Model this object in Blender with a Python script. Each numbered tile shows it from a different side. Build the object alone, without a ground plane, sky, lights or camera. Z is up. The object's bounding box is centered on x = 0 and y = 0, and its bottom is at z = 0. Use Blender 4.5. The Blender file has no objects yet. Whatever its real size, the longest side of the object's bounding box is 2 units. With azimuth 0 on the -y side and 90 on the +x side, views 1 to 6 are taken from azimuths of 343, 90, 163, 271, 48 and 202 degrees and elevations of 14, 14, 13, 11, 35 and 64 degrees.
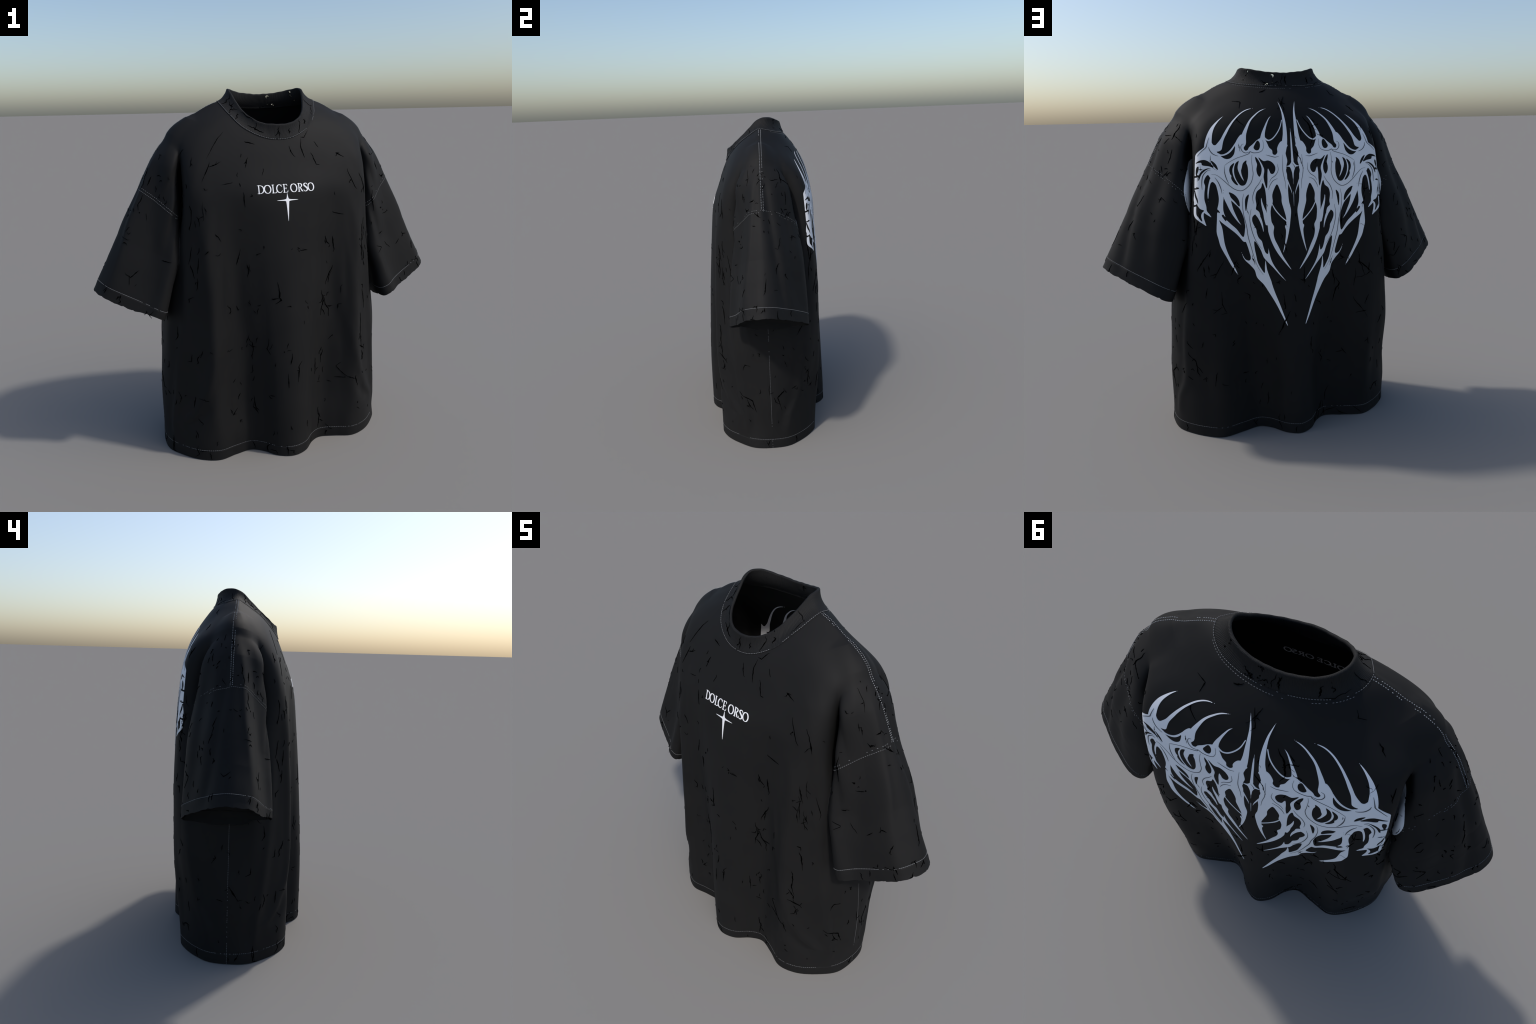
import bpy, bmesh, math, random
import numpy as np
from mathutils import Vector

RNG = np.random.default_rng(7)

# ------------------------------------------------------------------ small maths helpers
def smooth(a, b, x):
    t = np.clip((x - a) / (b - a), 0.0, 1.0)
    return t * t * (3 - 2 * t)

def pchip(xs, ys, x):
    """monotone cubic interpolation, ys may be (n, m)"""
    xs = np.asarray(xs, float); ys = np.asarray(ys, float)
    h = np.diff(xs); hh = h if ys.ndim == 1 else h[:, None]
    d = np.diff(ys, axis=0) / hh
    m = np.zeros_like(ys)
    w1 = (2 * h[1:] + h[:-1]); w2 = (h[1:] + 2 * h[:-1])
    if ys.ndim > 1:
        w1 = w1[:, None]; w2 = w2[:, None]
    with np.errstate(divide="ignore", invalid="ignore"):
        mid = (w1 + w2) / (w1 / d[:-1] + w2 / d[1:])
    m[1:-1] = np.where(d[:-1] * d[1:] > 0, mid, 0.0)
    m[0], m[-1] = d[0], d[-1]
    i = np.clip(np.searchsorted(xs, x) - 1, 0, len(xs) - 2)
    t = (x - xs[i]) / h[i]; hi = h[i]
    if ys.ndim > 1:
        t = t[:, None]; hi = hi[:, None]
    t = np.clip(t, 0, 1)
    return ((1 + 2 * t) * (1 - t) ** 2 * ys[i] + t * (1 - t) ** 2 * hi * m[i]
            + t * t * (3 - 2 * t) * ys[i + 1] + t * t * (t - 1) * hi * m[i + 1])

def closed_spline(pts, n=900):
    """closed centripetal Catmull-Rom through pts"""
    p = np.asarray(pts, float); k = len(p)
    out = []
    per = max(4, n // k)
    for i in range(k):
        p0, p1, p2, p3 = p[i - 1], p[i], p[(i + 1) % k], p[(i + 2) % k]
        d1 = max(np.linalg.norm(p1 - p0), 1e-6) ** .5; d2 = max(np.linalg.norm(p2 - p1), 1e-6) ** .5
        d3 = max(np.linalg.norm(p3 - p2), 1e-6) ** .5
        m1 = (p1 - p0) / d1 - (p2 - p0) / (d1 + d2) + (p2 - p1) / d2
        m2 = (p2 - p1) / d2 - (p3 - p1) / (d2 + d3) + (p3 - p2) / d3
        m1 = m1 * d2; m2 = m2 * d2
        t = np.linspace(0, 1, per, endpoint=False)[:, None]
        out.append((2 * t ** 3 - 3 * t ** 2 + 1) * p1 + (t ** 3 - 2 * t ** 2 + t) * m1
                   + (-2 * t ** 3 + 3 * t ** 2) * p2 + (t ** 3 - t ** 2) * m2)
    return np.vstack(out)

NTH = 720
TH = np.linspace(-np.pi, np.pi, NTH + 1)

def polar(curve, c):
    """radius as a function of angle of a star-shaped closed curve around c"""
    q = curve - np.asarray(c)
    a = np.arctan2(q[:, 1], q[:, 0]); r = np.hypot(q[:, 0], q[:, 1])
    o = np.argsort(a); a, r = a[o], r[o]
    a = np.concatenate([a - 2 * np.pi, a, a + 2 * np.pi]); r = np.tile(r, 3)
    return np.interp(TH, a, r)

class Loft:
    """closed polar sections stacked along one axis"""
    def __init__(self, levels, sections, centre, lo, hi, n):
        self.lo, self.hi, self.n = lo, hi, n
        tab = np.array(sections)
        self.t = np.linspace(lo, hi, n)
        self.tab = pchip(levels, tab, self.t)
        k = int(round(.03 / (hi - lo) * n)); g = np.exp(-.5 * (np.arange(-3 * k, 3 * k + 1) / k) ** 2); g /= g.sum()
        pad = np.pad(self.tab, ((3 * k, 3 * k), (0, 0)), mode="reflect", reflect_type="odd")
        self.tab = sum(w * pad[i:i + n] for i, w in enumerate(g))
        c = np.asarray(centre, float)
        self.c = np.stack([np.interp(self.t, levels, c[:, 0]), np.interp(self.t, levels, c[:, 1])], 1)

    def centre(self, s):
        return np.interp(s, self.t, self.c[:, 0]), np.interp(s, self.t, self.c[:, 1])

    def radius(self, s, th):
        a = np.clip((s - self.lo) / (self.hi - self.lo) * (self.n - 1), 0, self.n - 1.001)
        b = np.clip((th + np.pi) / (2 * np.pi) * NTH, 0, NTH - 1e-6)
        i = a.astype(int); j = b.astype(int); u = a - i; v = b - j
        T = self.tab
        return ((T[i, j] * (1 - v) + T[i, j + 1] * v) * (1 - u)
                + (T[i + 1, j] * (1 - v) + T[i + 1, j + 1] * v) * u)

# ------------------------------------------------------------------ the body of the shirt
# Half sections of the trunk, front centre -> side -> back centre, at chosen heights.
CY = 0.01
TRUNK = {
    -0.03: [(0, -.393), (.08, -.365), (.15, -.29), (.21, -.255), (.30, -.272), (.40, -.300), (.50, -.262), (.594, -.173), (.652, -.085),
           (.658, .02), (.64, .12), (.58, .20), (.50, .268), (.42, .303), (.30, .275), (.20, .250), (.14, .285), (.07, .37), (0, .403)],
    0.12: [(0, -.393), (.08, -.367), (.15, -.296), (.21, -.262), (.30, -.276), (.40, -.300), (.50, -.263), (.58, -.178), (.63, -.10),
           (.655, .02), (.635, .13), (.58, .205), (.50, .270), (.42, .310), (.30, .28), (.20, .255), (.14, .289), (.07, .37), (0, .401)],
    0.30: [(0, -.392), (.08, -.37), (.155, -.298), (.225, -.257), (.32, -.272), (.42, -.301), (.486, -.258), (.56, -.185), (.615, -.125),
           (.657, .02), (.63, .13), (.58, .21), (.50, .275), (.42, .328), (.32, .292), (.22, .264), (.14, .296), (.07, .37), (0, .395)],
    0.60: [(0, -.380), (.085, -.36), (.16, -.308), (.24, -.268), (.33, -.28), (.41, -.306), (.470, -.264), (.538, -.205), (.617, -.125),
           (.637, .02), (.615, .19), (.57, .265), (.50, .312), (.42, .345), (.33, .318), (.25, .292), (.17, .318), (.09, .366), (0, .384)],
    0.90: [(0, -.362), (.09, -.345), (.175, -.308), (.26, -.276), (.34, -.282), (.41, -.300), (.468, -.255), (.53, -.198), (.586, -.130),
           (.606, .02), (.588, .18), (.568, .25), (.540, .292), (.49, .325), (.42, .345), (.33, .33), (.25, .32), (.15, .345), (0, .372)],
    1.20: [(0, -.337), (.10, -.326), (.20, -.298), (.29, -.278), (.37, -.28), (.43, -.279), (.485, -.228), (.532, -.176), (.545, -.125), (.525, -.06),
           (.52, .02), (.525, .11), (.54, .20), (.534, .264), (.508, .302), (.45, .325), (.38, .340), (.30, .338), (.20, .345), (0, .363)],
    1.45: [(0, -.309), (.15, -.302), (.28, -.278), (.38, -.259), (.45, -.242), (.495, -.212), (.514, -.165), (.503, -.11), (.478, -.05),
           (.47, .02), (.476, .10), (.498, .18), (.514, .25), (.498, .286), (.44, .307), (.35, .324), (.20, .341), (0, .348)],
    1.60: [(0, -.258), (.15, -.252), (.30, -.235), (.40, -.218), (.46, -.204), (.498, -.176), (.512, -.135), (.503, -.085), (.485, -.04),
           (.48, .02), (.484, .09), (.496, .16), (.505, .222), (.488, .263), (.43, .286), (.34, .302), (.20, .318), (0, .325)],
    1.70: [(0, -.22), (.15, -.215), (.30, -.195), (.40, -.176), (.46, -.155), (.505, -.12), (.532, -.06),
           (.538, .01), (.52, .10), (.50, .175), (.462, .22), (.39, .248), (.30, .270), (.15, .294), (0, .302)],
    1.80: [(0, -.175), (.185, -.16), (.30, -.14), (.38, -.115), (.45, -.075),
           (.525, .015), (.45, .10), (.35, .16), (.25, .205), (.12, .24), (0, .25)],
    1.87: [(0, -.11), (.235, -.093), (.30, -.07), (.36, -.035), (.40, .015), (.36, .06), (.28, .12), (.18, .17), (0, .20)],
    1.92: [(0, -.04), (.20, -.035), (.265, -.015), (.325, .015), (.28, .07), (.20, .13), (.10, .152), (0, .158)],
    1.95: [(0, -.02), (.20, -.01), (.27, .02), (.255, .06), (.15, .09), (0, .10)],
    1.98: [(0, -.012), (.02, .01), (0, .03)],
}

def mirrored(half):
    h = [tuple(p) for p in half]
    return h + [(-x, y) for x, y in reversed(h[1:-1])]

levels = sorted(TRUNK)
trunk = Loft(levels, [polar(closed_spline(mirrored(TRUNK[z])), (0, CY)) for z in levels],
             [(0, CY)] * len(levels), levels[0], levels[-1], 900)

# Sleeve sections in its own frame: s runs down the outer edge from the shoulder, w points outward, y is y.
S0 = np.array([.62, 1.70]); SA = np.array([.4526, -.8917]); SU = np.array([.8917, .4526])
CUFF = 0.824
SLEEVE = {
    -0.22: [(-.10, .01), (-.11, 0), (-.12, .01), (-.11, .02)],
    -0.10: [(-.035, .01), (-.06, -.05), (-.10, -.06), (-.14, .02), (-.10, .10), (-.06, .07)],
    0.06: [(0, .01), (-.02, -.05), (-.06, -.11), (-.10, -.135), (-.13, -.115), (-.145, -.07), (-.20, .03), (-.15, .13), (-.115, .18), (-.06, .15), (-.02, .08)],
    0.24: [(0, .01), (-.009, -.025), (-.023, -.056), (-.08, -.098), (-.13, -.126), (-.182, -.155), (-.215, -.125), (-.23, -.07), (-.26, .03), (-.24, .15), (-.21, .21),
           (-.14, .20), (-.08, .15), (-.03, .08)],
    0.50: [(0, .01), (-.011, -.033), (-.033, -.073), (-.10, -.107), (-.18, -.131), (-.24, -.157), (-.29, -.181), (-.325, -.165), (-.335, -.10), (-.33, .03), (-.34, .17),
           (-.32, .24), (-.25, .25), (-.17, .225), (-.09, .16), (-.037, .10), (-.010, .055)],
    0.62: [(0, .007), (-.013, -.04), (-.040, -.084), (-.11, -.116), (-.19, -.140), (-.26, -.166), (-.31, -.192), (-.343, -.175), (-.345, -.11), (-.318, .03), (-.345, .16),
           (-.34, .245), (-.28, .257), (-.20, .228), (-.11, .158), (-.042, .095), (-.011, .05)],
    0.80: [(0, .005), (-.015, -.045), (-.046, -.094), (-.12, -.124), (-.20, -.148), (-.27, -.172), (-.33, -.20), (-.372, -.19), (-.388, -.13), (-.375, .03), (-.388, .18),
           (-.365, .25), (-.31, .262), (-.22, .225), (-.12, .155), (-.045, .095), (-.012, .05)],
    0.92: [(0, .005), (-.015, -.045), (-.046, -.094), (-.12, -.124), (-.20, -.148), (-.27, -.172), (-.33, -.20), (-.372, -.19), (-.39, -.13), (-.38, .03), (-.39, .18),
           (-.365, .25), (-.31, .262), (-.22, .225), (-.12, .155), (-.045, .095), (-.012, .05)],
}
sl = sorted(SLEEVE)
scen = []
for s in sl:
    p = closed_spline(SLEEVE[s]); scen.append(((p[:, 0].min() + p[:, 0].max()) / 2, .02))
sleeve = Loft(sl, [polar(closed_spline(SLEEVE[s]), c) for s, c in zip(sl, scen)], scen, sl[0], sl[-1], 500)

def sleeve_frame(P):
    x, z = np.abs(P[..., 0]) - S0[0], P[..., 2] - S0[1]
    return x * SA[0] + z * SA[1], x * SU[0] + z * SU[1]

def bump(x, w):
    return np.exp(-(x / w) ** 2)

def f_trunk(P):
    x, y, z = P[..., 0], P[..., 1] - CY, P[..., 2]
    r = np.hypot(x, y)
    R = trunk.radius(z, np.arctan2(y, x))
    ax, yy = np.abs(x), P[..., 1]
    # soft pleats that run from the armpits down the sides, and the broad drape of the front
    side = smooth(.44, .54, ax) * smooth(.05, .17, z) * (1 - smooth(.95, 1.2, z))
    yf = np.interp(z, [.15, .25, .35, .5, .65, .8, 1.1], [-.128, -.136, -.158, -.176, -.19, -.198, -.20])
    yb = np.interp(z, [.12, .21, .3, .41, .61, .75, 1.1], [.127, .141, .186, .21, .244, .256, .26])
    d = side * (.009 * bump(yy - yf, .024) - .005 * bump(yy - yf - .05, .03) + .006 * bump(yy - yb, .026) - .004 * bump(yy - yb + .05, .03))
    xr = np.interp(z, [.2, .28, .41, .55, .78, .96, 1.2], [.575, .515, .455, .41, .35, .33, .31])
    d += smooth(-.06, -.16, yy) * smooth(.10, .22, z) * (1 - smooth(.9, 1.25, z)) * (.007 * bump(ax - xr, .028) - .006 * bump(ax - xr + .06, .035))
    return (r - R) + np.maximum(z - 1.975, 0) * 2 - d

def f_sleeve(P):
    s, w = sleeve_frame(P)
    cw, cv = sleeve.centre(s)
    y = P[..., 1]
    a, b = w - cw, y - cv
    r = np.hypot(a, b)
    R = sleeve.radius(s, np.arctan2(b, a))
    # long folds falling from the shoulder to the cuff
    outer = smooth(-.34, -.24, w + .25 * np.clip(s - .5, -1, 0)) * smooth(-.02, .12, s) * (1 - smooth(.70, .84, s) * .85)
    yr = np.interp(s, [.0, .22, .4, .6, .82], [-.03, -.04, -.06, -.095, -.125])
    d = outer * (.006 * bump(y - yr, .020) - .007 * bump(y - yr + .05, .026))
    yv = np.interp(s, [.0, .25, .6, .8], [.03, .05, .09, .12])
    d += outer * (-.008 * bump(y - yv, .022) + .005 * bump(y - yv - .05, .03) - .006 * bump(y - yv - .1, .03))
    return (r - R) + np.maximum(-.215 - s, 0) * 2 - d

def field(P):
    ft, fs = f_trunk(P), f_sleeve(P)
    k = .006 + .085 * smooth(1.64, 1.84, P[..., 2])
    h = np.clip(.5 + .5 * (fs - ft) / k, 0, 1)
    return fs * (1 - h) + ft * h - k * h * (1 - h)

def gradient(P, e=.003):
    g = np.stack([field(P + d) - field(P - d) for d in np.eye(3) * e], -1) / (2 * e)
    return g

def unit(v):
    return v / np.maximum(np.linalg.norm(v, axis=-1, keepdims=True), 1e-9)

def project(P, steps=4):
    for _ in range(steps):
        g = gradient(P)
        P = P - g * (field(P) / np.maximum((g * g).sum(-1), .05))[..., None].clip(-.02, .02)
    return P

def surface_nets(lo, hi, h):
    ax = [np.arange(l, u + h, h) for l, u in zip(lo, hi)]
    nx, ny, nz = map(len, ax)
    F = np.empty((nx, ny, nz), np.float32)
    Y, Zz = np.meshgrid(ax[1], ax[2], indexing="ij")
    for i0 in range(0, nx, 24):
        xs = ax[0][i0:i0 + 24]
        P = np.empty((len(xs), ny, nz, 3)); P[..., 0] = xs[:, None, None]; P[..., 1] = Y; P[..., 2] = Zz
        F[i0:i0 + 24] = field(P)
    S = F < 0
    # active cells
    c = [S[dx:nx - 1 + dx, dy:ny - 1 + dy, dz:nz - 1 + dz] for dx in (0, 1) for dy in (0, 1) for dz in (0, 1)]
    cnt = sum(k.astype(np.int8) for k in c)
    act = (cnt > 0) & (cnt < 8)
    ids = -np.ones(act.shape, np.int64); idx = np.argwhere(act); ids[act] = np.arange(len(idx))
    acc = np.zeros((len(idx), 3)); num = np.zeros(len(idx))
    corner = np.array([(a, b, d) for a in (0, 1) for b in (0, 1) for d in (0, 1)])
    for i in range(8):
        for j in range(i + 1, 8):
            if np.abs(corner[i] - corner[j]).sum() != 1: continue
            a = idx + corner[i]; b = idx + corner[j]
            fa = F[a[:, 0], a[:, 1], a[:, 2]]; fb = F[b[:, 0], b[:, 1], b[:, 2]]
            m = (fa < 0) != (fb < 0)
            t = np.where(m, fa / np.where(m, fa - fb, 1), 0)
            acc += np.where(m[:, None], corner[i] + (corner[j] - corner[i]) * t[:, None], 0); num += m
    V = (idx + acc / num[:, None]) * h + np.array([a[0] for a in ax])
    quads = []
    for axis in range(3):
        sh = [slice(None)] * 3; sh2 = [slice(None)] * 3
        sh[axis] = slice(0, -1); sh2[axis] = slice(1, None)
        A, B = S[tuple(sh)], S[tuple(sh2)]
        e = np.argwhere(A != B); o1, o2 = [k for k in range(3) if k != axis]
        e = e[(e[:, o1] > 0) & (e[:, o2] > 0) & (e[:, o1] < ids.shape[o1]) & (e[:, o2] < ids.shape[o2])]
        flip = A[e[:, 0], e[:, 1], e[:, 2]]
        q = []
        for d1, d2 in ((-1, -1), (0, -1), (0, 0), (-1, 0)):
            k = e.copy(); k[:, o1] += d1; k[:, o2] += d2
            q.append(ids[k[:, 0], k[:, 1], k[:, 2]])
        q = np.stack(q, 1)
        f = flip if axis != 1 else ~flip
        q[~f] = q[~f][:, ::-1]
        quads.append(q)
    return V, np.vstack(quads)

H = 0.0085
V, Q = surface_nets((-1.09, -.44, -.03), (1.09, .44, 1.99), H)
V = project(V)

# neck seam, right half, front centre -> shoulder -> back centre
NECK = [(0, -.208, 1.735), (.09, -.197, 1.748), (.185, -.16, 1.80), (.235, -.10, 1.862), (.262, -.03, 1.914), (.275, .02, 1.944),
        (.262, .075, 1.947), (.21, .13, 1.935), (.124, .160, 1.912), (0, .170, 1.90)]
neck_curve = closed_spline(NECK + [(-x, y, z) for x, y, z in reversed(NECK[1:-1])])
neck_r = polar(neck_curve[:, :2], (0, 0))
_a = np.arctan2(neck_curve[:, 1], neck_curve[:, 0]); _o = np.argsort(_a)
neck_z = np.interp(TH, _a[_o], neck_curve[_o, 2], period=2 * np.pi)
def neck_side(P):
    """positive inside / above the neck seam"""
    t = np.arctan2(P[:, 1], P[:, 0]); r = np.hypot(P[:, 0], P[:, 1])
    return .6 * (np.interp(t, TH, neck_r) - r) + .8 * (P[:, 2] - np.interp(t, TH, neck_z))

def cut(V, Q, g):
    """keep the part of a mesh where g < 0, splitting faces exactly along g = 0"""
    bm = bmesh.new()
    la = bm.verts.layers.float_vector.new("keep")
    vs = [bm.verts.new((0, 0, float(k))) for k in g]
    for v, p, k in zip(vs, V, g):
        v[la] = p; v.co = (p[0] * .01, p[1] * .01, k)
    bm.verts.ensure_lookup_table()
    for q in Q:
        k = list(dict.fromkeys(int(i) for i in q if i >= 0))
        if len(k) >= 3:
            try: bm.faces.new([vs[i] for i in k])
            except ValueError: pass
    bmesh.ops.bisect_plane(bm, geom=bm.verts[:] + bm.edges[:] + bm.faces[:], plane_co=(0, 0, 0), plane_no=(0, 0, 1), clear_outer=True, dist=1e-5)
    bmesh.ops.delete(bm, geom=[v for v in bm.verts if not v.link_faces], context="VERTS")
    bm.verts.index_update()
    P = np.array([v[la][:] for v in bm.verts])
    F = [[v.index for v in f.verts] for f in bm.faces]
    bm.free()
    return P, F

def mesh_object(name, V, F, parent=None, mat=None, normals=None, smooth_shade=True):
    me = bpy.data.meshes.new(name)
    me.from_pydata([tuple(map(float, v)) for v in V], [], [tuple(map(int, f)) for f in F])
    me.update()
    if smooth_shade:
        me.polygons.foreach_set("use_smooth", [True] * len(me.polygons))
    if normals is not None:
        me.normals_split_custom_set_from_vertices([tuple(map(float, n)) for n in normals])
    o = bpy.data.objects.new(name, me)
    bpy.context.scene.collection.objects.link(o)
    if parent is not None: o.parent = parent
    if mat is not None: me.materials.append(mat)
    return o

def open_edge(P):
    s, w = sleeve_frame(P)
    hem = -P[:, 2]
    # sleeve end
    on_sleeve = (np.abs(P[:, 0]) > .6) & (P[:, 2] < 1.15) & (f_sleeve(P) < f_trunk(P) + .002)
    a = np.arctan2(P[:, 1], w + .2) + np.sign(P[:, 0])
    uneven = .0014 * np.sin(a * 9) + .001 * np.sin(a * 23 + 1) - .004 * np.maximum(0, np.sin(a * 17 + 2) - .93) * 14
    cuff = np.where(on_sleeve, s - CUFF - uneven + np.where(P[:, 0] < 0, .020, .008) * smooth(-.16, -.36, w) * smooth(-.02, -.14, P[:, 1]) - .012 * smooth(-.30, -.37, w) * (1 - smooth(.06, .16, np.abs(P[:, 1] - .03))), -1)
    return hem, cuff

neck = np.where((V[:, 2] > 1.6) & (np.abs(V[:, 0]) < .4), neck_side(V) - .006, -1)
V, F = cut(V, Q, neck)
hem, _ = open_edge(V)
V, F = cut(V, F, hem)
_, cuff = open_edge(V)
V, F = cut(V, F, cuff)
N = unit(gradient(V))
print("body verts", len(V))

# ------------------------------------------------------------------ materials
def material(name, colour, rough=.8, spec=.5):
    m = bpy.data.materials.new(name); m.use_nodes = True
    b = m.node_tree.nodes["Principled BSDF"]
    b.inputs["Base Color"].default_value = (*colour, 1); b.inputs["Roughness"].default_value = rough
    b.inputs["Specular IOR Level"].default_value = spec
    return m, m.node_tree, b

M_CLOTH, nt, bs = material("black_cotton", (.0098, .0098, .0099), .66, .15)
# faint uneven fading of the dye
tx = nt.nodes.new("ShaderNodeTexCoord"); nz = nt.nodes.new("ShaderNodeTexNoise"); nz.inputs["Scale"].default_value = 5.0; nz.inputs["Detail"].default_value = 5
cr = nt.nodes.new("ShaderNodeValToRGB"); cr.color_ramp.elements[0].position = .3; cr.color_ramp.elements[1].position = .7
cr.color_ramp.elements[0].color = (.0090, .0090, .0092, 1); cr.color_ramp.elements[1].color = (.0110, .0108, .0108, 1)
nt.links.new(tx.outputs["Object"], nz.inputs["Vector"]); nt.links.new(nz.outputs["Fac"], cr.inputs[0]); nt.links.new(cr.outputs[0], bs.inputs["Base Color"])
M_RIB, nt, bs = material("black_rib_knit", (.0108, .0108, .011), .66, .16)
def node(kind, **k):
    n = nt.nodes.new(kind)
    for a, v in k.items(): setattr(n, a, v)
    return n
# ribs: a ripple round the neck axis, raised with a bump
tc = node("ShaderNodeTexCoord"); sep = node("ShaderNodeSeparateXYZ"); nt.links.new(tc.outputs["Object"], sep.inputs[0])
at = node("ShaderNodeMath", operation="ARCTAN2"); nt.links.new(sep.outputs["Y"], at.inputs[0]); nt.links.new(sep.outputs["X"], at.inputs[1])
mu = node("ShaderNodeMath", operation="MULTIPLY"); nt.links.new(at.outputs[0], mu.inputs[0]); mu.inputs[1].default_value = 280
sn = node("ShaderNodeMath", operation="SINE"); nt.links.new(mu.outputs[0], sn.inputs[0])
bp = node("ShaderNodeBump"); bp.inputs["Strength"].default_value = .35; bp.inputs["Distance"].default_value = .0015
nt.links.new(sn.outputs[0], bp.inputs["Height"]); nt.links.new(bp.outputs[0], bs.inputs["Normal"])
def hem_material(name, axis, offset, edge):
    """the cotton again, with the step and puckers of a folded hem at a distance along one axis"""
    m = M_CLOTH.copy(); m.name = name; t = m.node_tree; b = t.nodes["Principled BSDF"]
    c = t.nodes.new("ShaderNodeTexCoord"); ab = t.nodes.new("ShaderNodeVectorMath"); ab.operation = "ABSOLUTE"
    dp = t.nodes.new("ShaderNodeVectorMath"); dp.operation = "DOT_PRODUCT"; dp.inputs[1].default_value = axis
    ad = t.nodes.new("ShaderNodeMath"); ad.operation = "ADD"; ad.inputs[1].default_value = offset
    mr = t.nodes.new("ShaderNodeMapRange"); mr.interpolation_type = "SMOOTHSTEP"
    mr.inputs["From Min"].default_value = edge - .006; mr.inputs["From Max"].default_value = edge + .002
    n = t.nodes.new("ShaderNodeTexNoise"); n.inputs["Scale"].default_value = 45; n.inputs["Detail"].default_value = 2
    mx = t.nodes.new("ShaderNodeMath"); mx.operation = "MULTIPLY_ADD"; mx.inputs[1].default_value = .35
    bp = t.nodes.new("ShaderNodeBump"); bp.inputs["Strength"].default_value = .8; bp.inputs["Distance"].default_value = .003
    L = t.links.new
    L(c.outputs["Object"], ab.inputs[0]); L(ab.outputs[0], dp.inputs[0]); L(dp.outputs["Value"], ad.inputs[0]); L(ad.outputs[0], mr.inputs["Value"])
    L(c.outputs["Object"], n.inputs["Vector"]); L(n.outputs["Fac"], mx.inputs[0]); L(mr.outputs[0], mx.inputs[2]); L(mx.outputs[0], bp.inputs["Height"])
    L(bp.outputs[0], b.inputs["Normal"])
    return m
M_HEM = hem_material("black_cotton_hem", (0, 0, -1), 0.0, -.052)
M_CUFF = hem_material("black_cotton_cuff", (SA[0], 0, SA[1]), -float(S0 @ SA), CUFF - .056)
M_SLIT_SHADE, nt, bs = material("painted_slit_shade", (.0008, .0008, .0008), 1, 0)  # near-black colour painted for the shadowed interior; no opening is cut
M_THREAD, nt, bs = material("grey_thread", (.17, .175, .18), .7, .3)
M_THREAD_B, nt, bs = material("pale_thread", (.26, .27, .28), .7, .3)
M_PRINT, nt, bs = material("pale_print_ink", (.80, .81, .84), .75, .3)
M_CHEST, nt, bs = material("white_print_ink", (.90, .90, .92), .75, .3)
M_LINE, nt, bs = material("grey_print_line", (.10, .105, .115), .8, .2)

# ------------------------------------------------------------------ the shirt and its cloth parts
root = bpy.data.objects.new("t_shirt", None)
bpy.context.scene.collection.objects.link(root)
root["label"] = "oversized black short-sleeved t-shirt with pale spiky back print"
root["category"] = "t-shirt"

ARM = lambda w: .232 + .055 * np.clip(-w / .22, 0, 1) ** 1.2      # armhole seam, s as a function of w
T = .006
body_V, body_N = V, N
fc = np.array([np.mean(V[f], axis=0) for f in F])
fs_, fw_ = sleeve_frame(fc)
on_arm = (f_sleeve(fc) < f_trunk(fc) + .004) & (fs_ > ARM(fw_)) & (np.abs(fc[:, 0]) > .45)
region = np.where(fc[:, 1] < .022, 0, 1)
region[on_arm & (fc[:, 0] > 0)] = 2
region[on_arm & (fc[:, 0] < 0)] = 3
region[on_arm & (fs_ > CUFF - .06)] += 2
region[(fc[:, 2] < .06)] = 6

edges = {}
for f in F:
    for a, b in zip(f, f[1:] + f[:1]):
        edges[(a, b)] = edges.get((a, b), 0) + 1
rim_edges = [(a, b) for a, b in edges if (b, a) not in edges]
rim_set = set(rim_edges)

def cloth_part(name, r, parent, mat=None):
    faces = [F[i] for i in np.nonzero(region == r)[0]]
    used = sorted({v for f in faces for v in f}); k = {v: i for i, v in enumerate(used)}; n = len(used)
    P = V[used]; nn = N[used]
    inner = P - nn * T
    inner[:, 2] = np.maximum(inner[:, 2], 0)
    out = [[k[v] for v in f] for f in faces]
    inn = [[i + n for i in reversed(f)] for f in out]
    rims = []
    for f in faces:
        for a, b in zip(f, f[1:] + f[:1]):
            if (a, b) in rim_set: rims.append([k[b], k[a], k[a] + n, k[b] + n])
    return mesh_object(name, np.vstack([P, inner]), out + inn + rims, parent, mat or M_CLOTH, np.vstack([nn, -nn]))

front = cloth_part("front_panel", 0, root)
back = cloth_part("back_panel", 1, root)
arms = [cloth_part("sleeve", 2, root), cloth_part("sleeve", 3, root)]
cuffs = [cloth_part("cuff", 4, arms[0], M_CUFF), cloth_part("cuff", 5, arms[1], M_CUFF)]
hem_band = cloth_part("hem", 6, root, M_HEM)

# ------------------------------------------------------------------ collar
NC = (0.0, 0.0)
def by_angle(P, ang):
    a = np.arctan2(P[:, 1] - NC[1], P[:, 0] - NC[0]); o = np.argsort(a); a, P = a[o], P[o]
    a = np.concatenate([a - 2 * np.pi, a, a + 2 * np.pi]); P = np.vstack([P, P, P])
    return np.stack([np.interp(ang, a, P[:, i]) for i in range(3)], 1)

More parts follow.
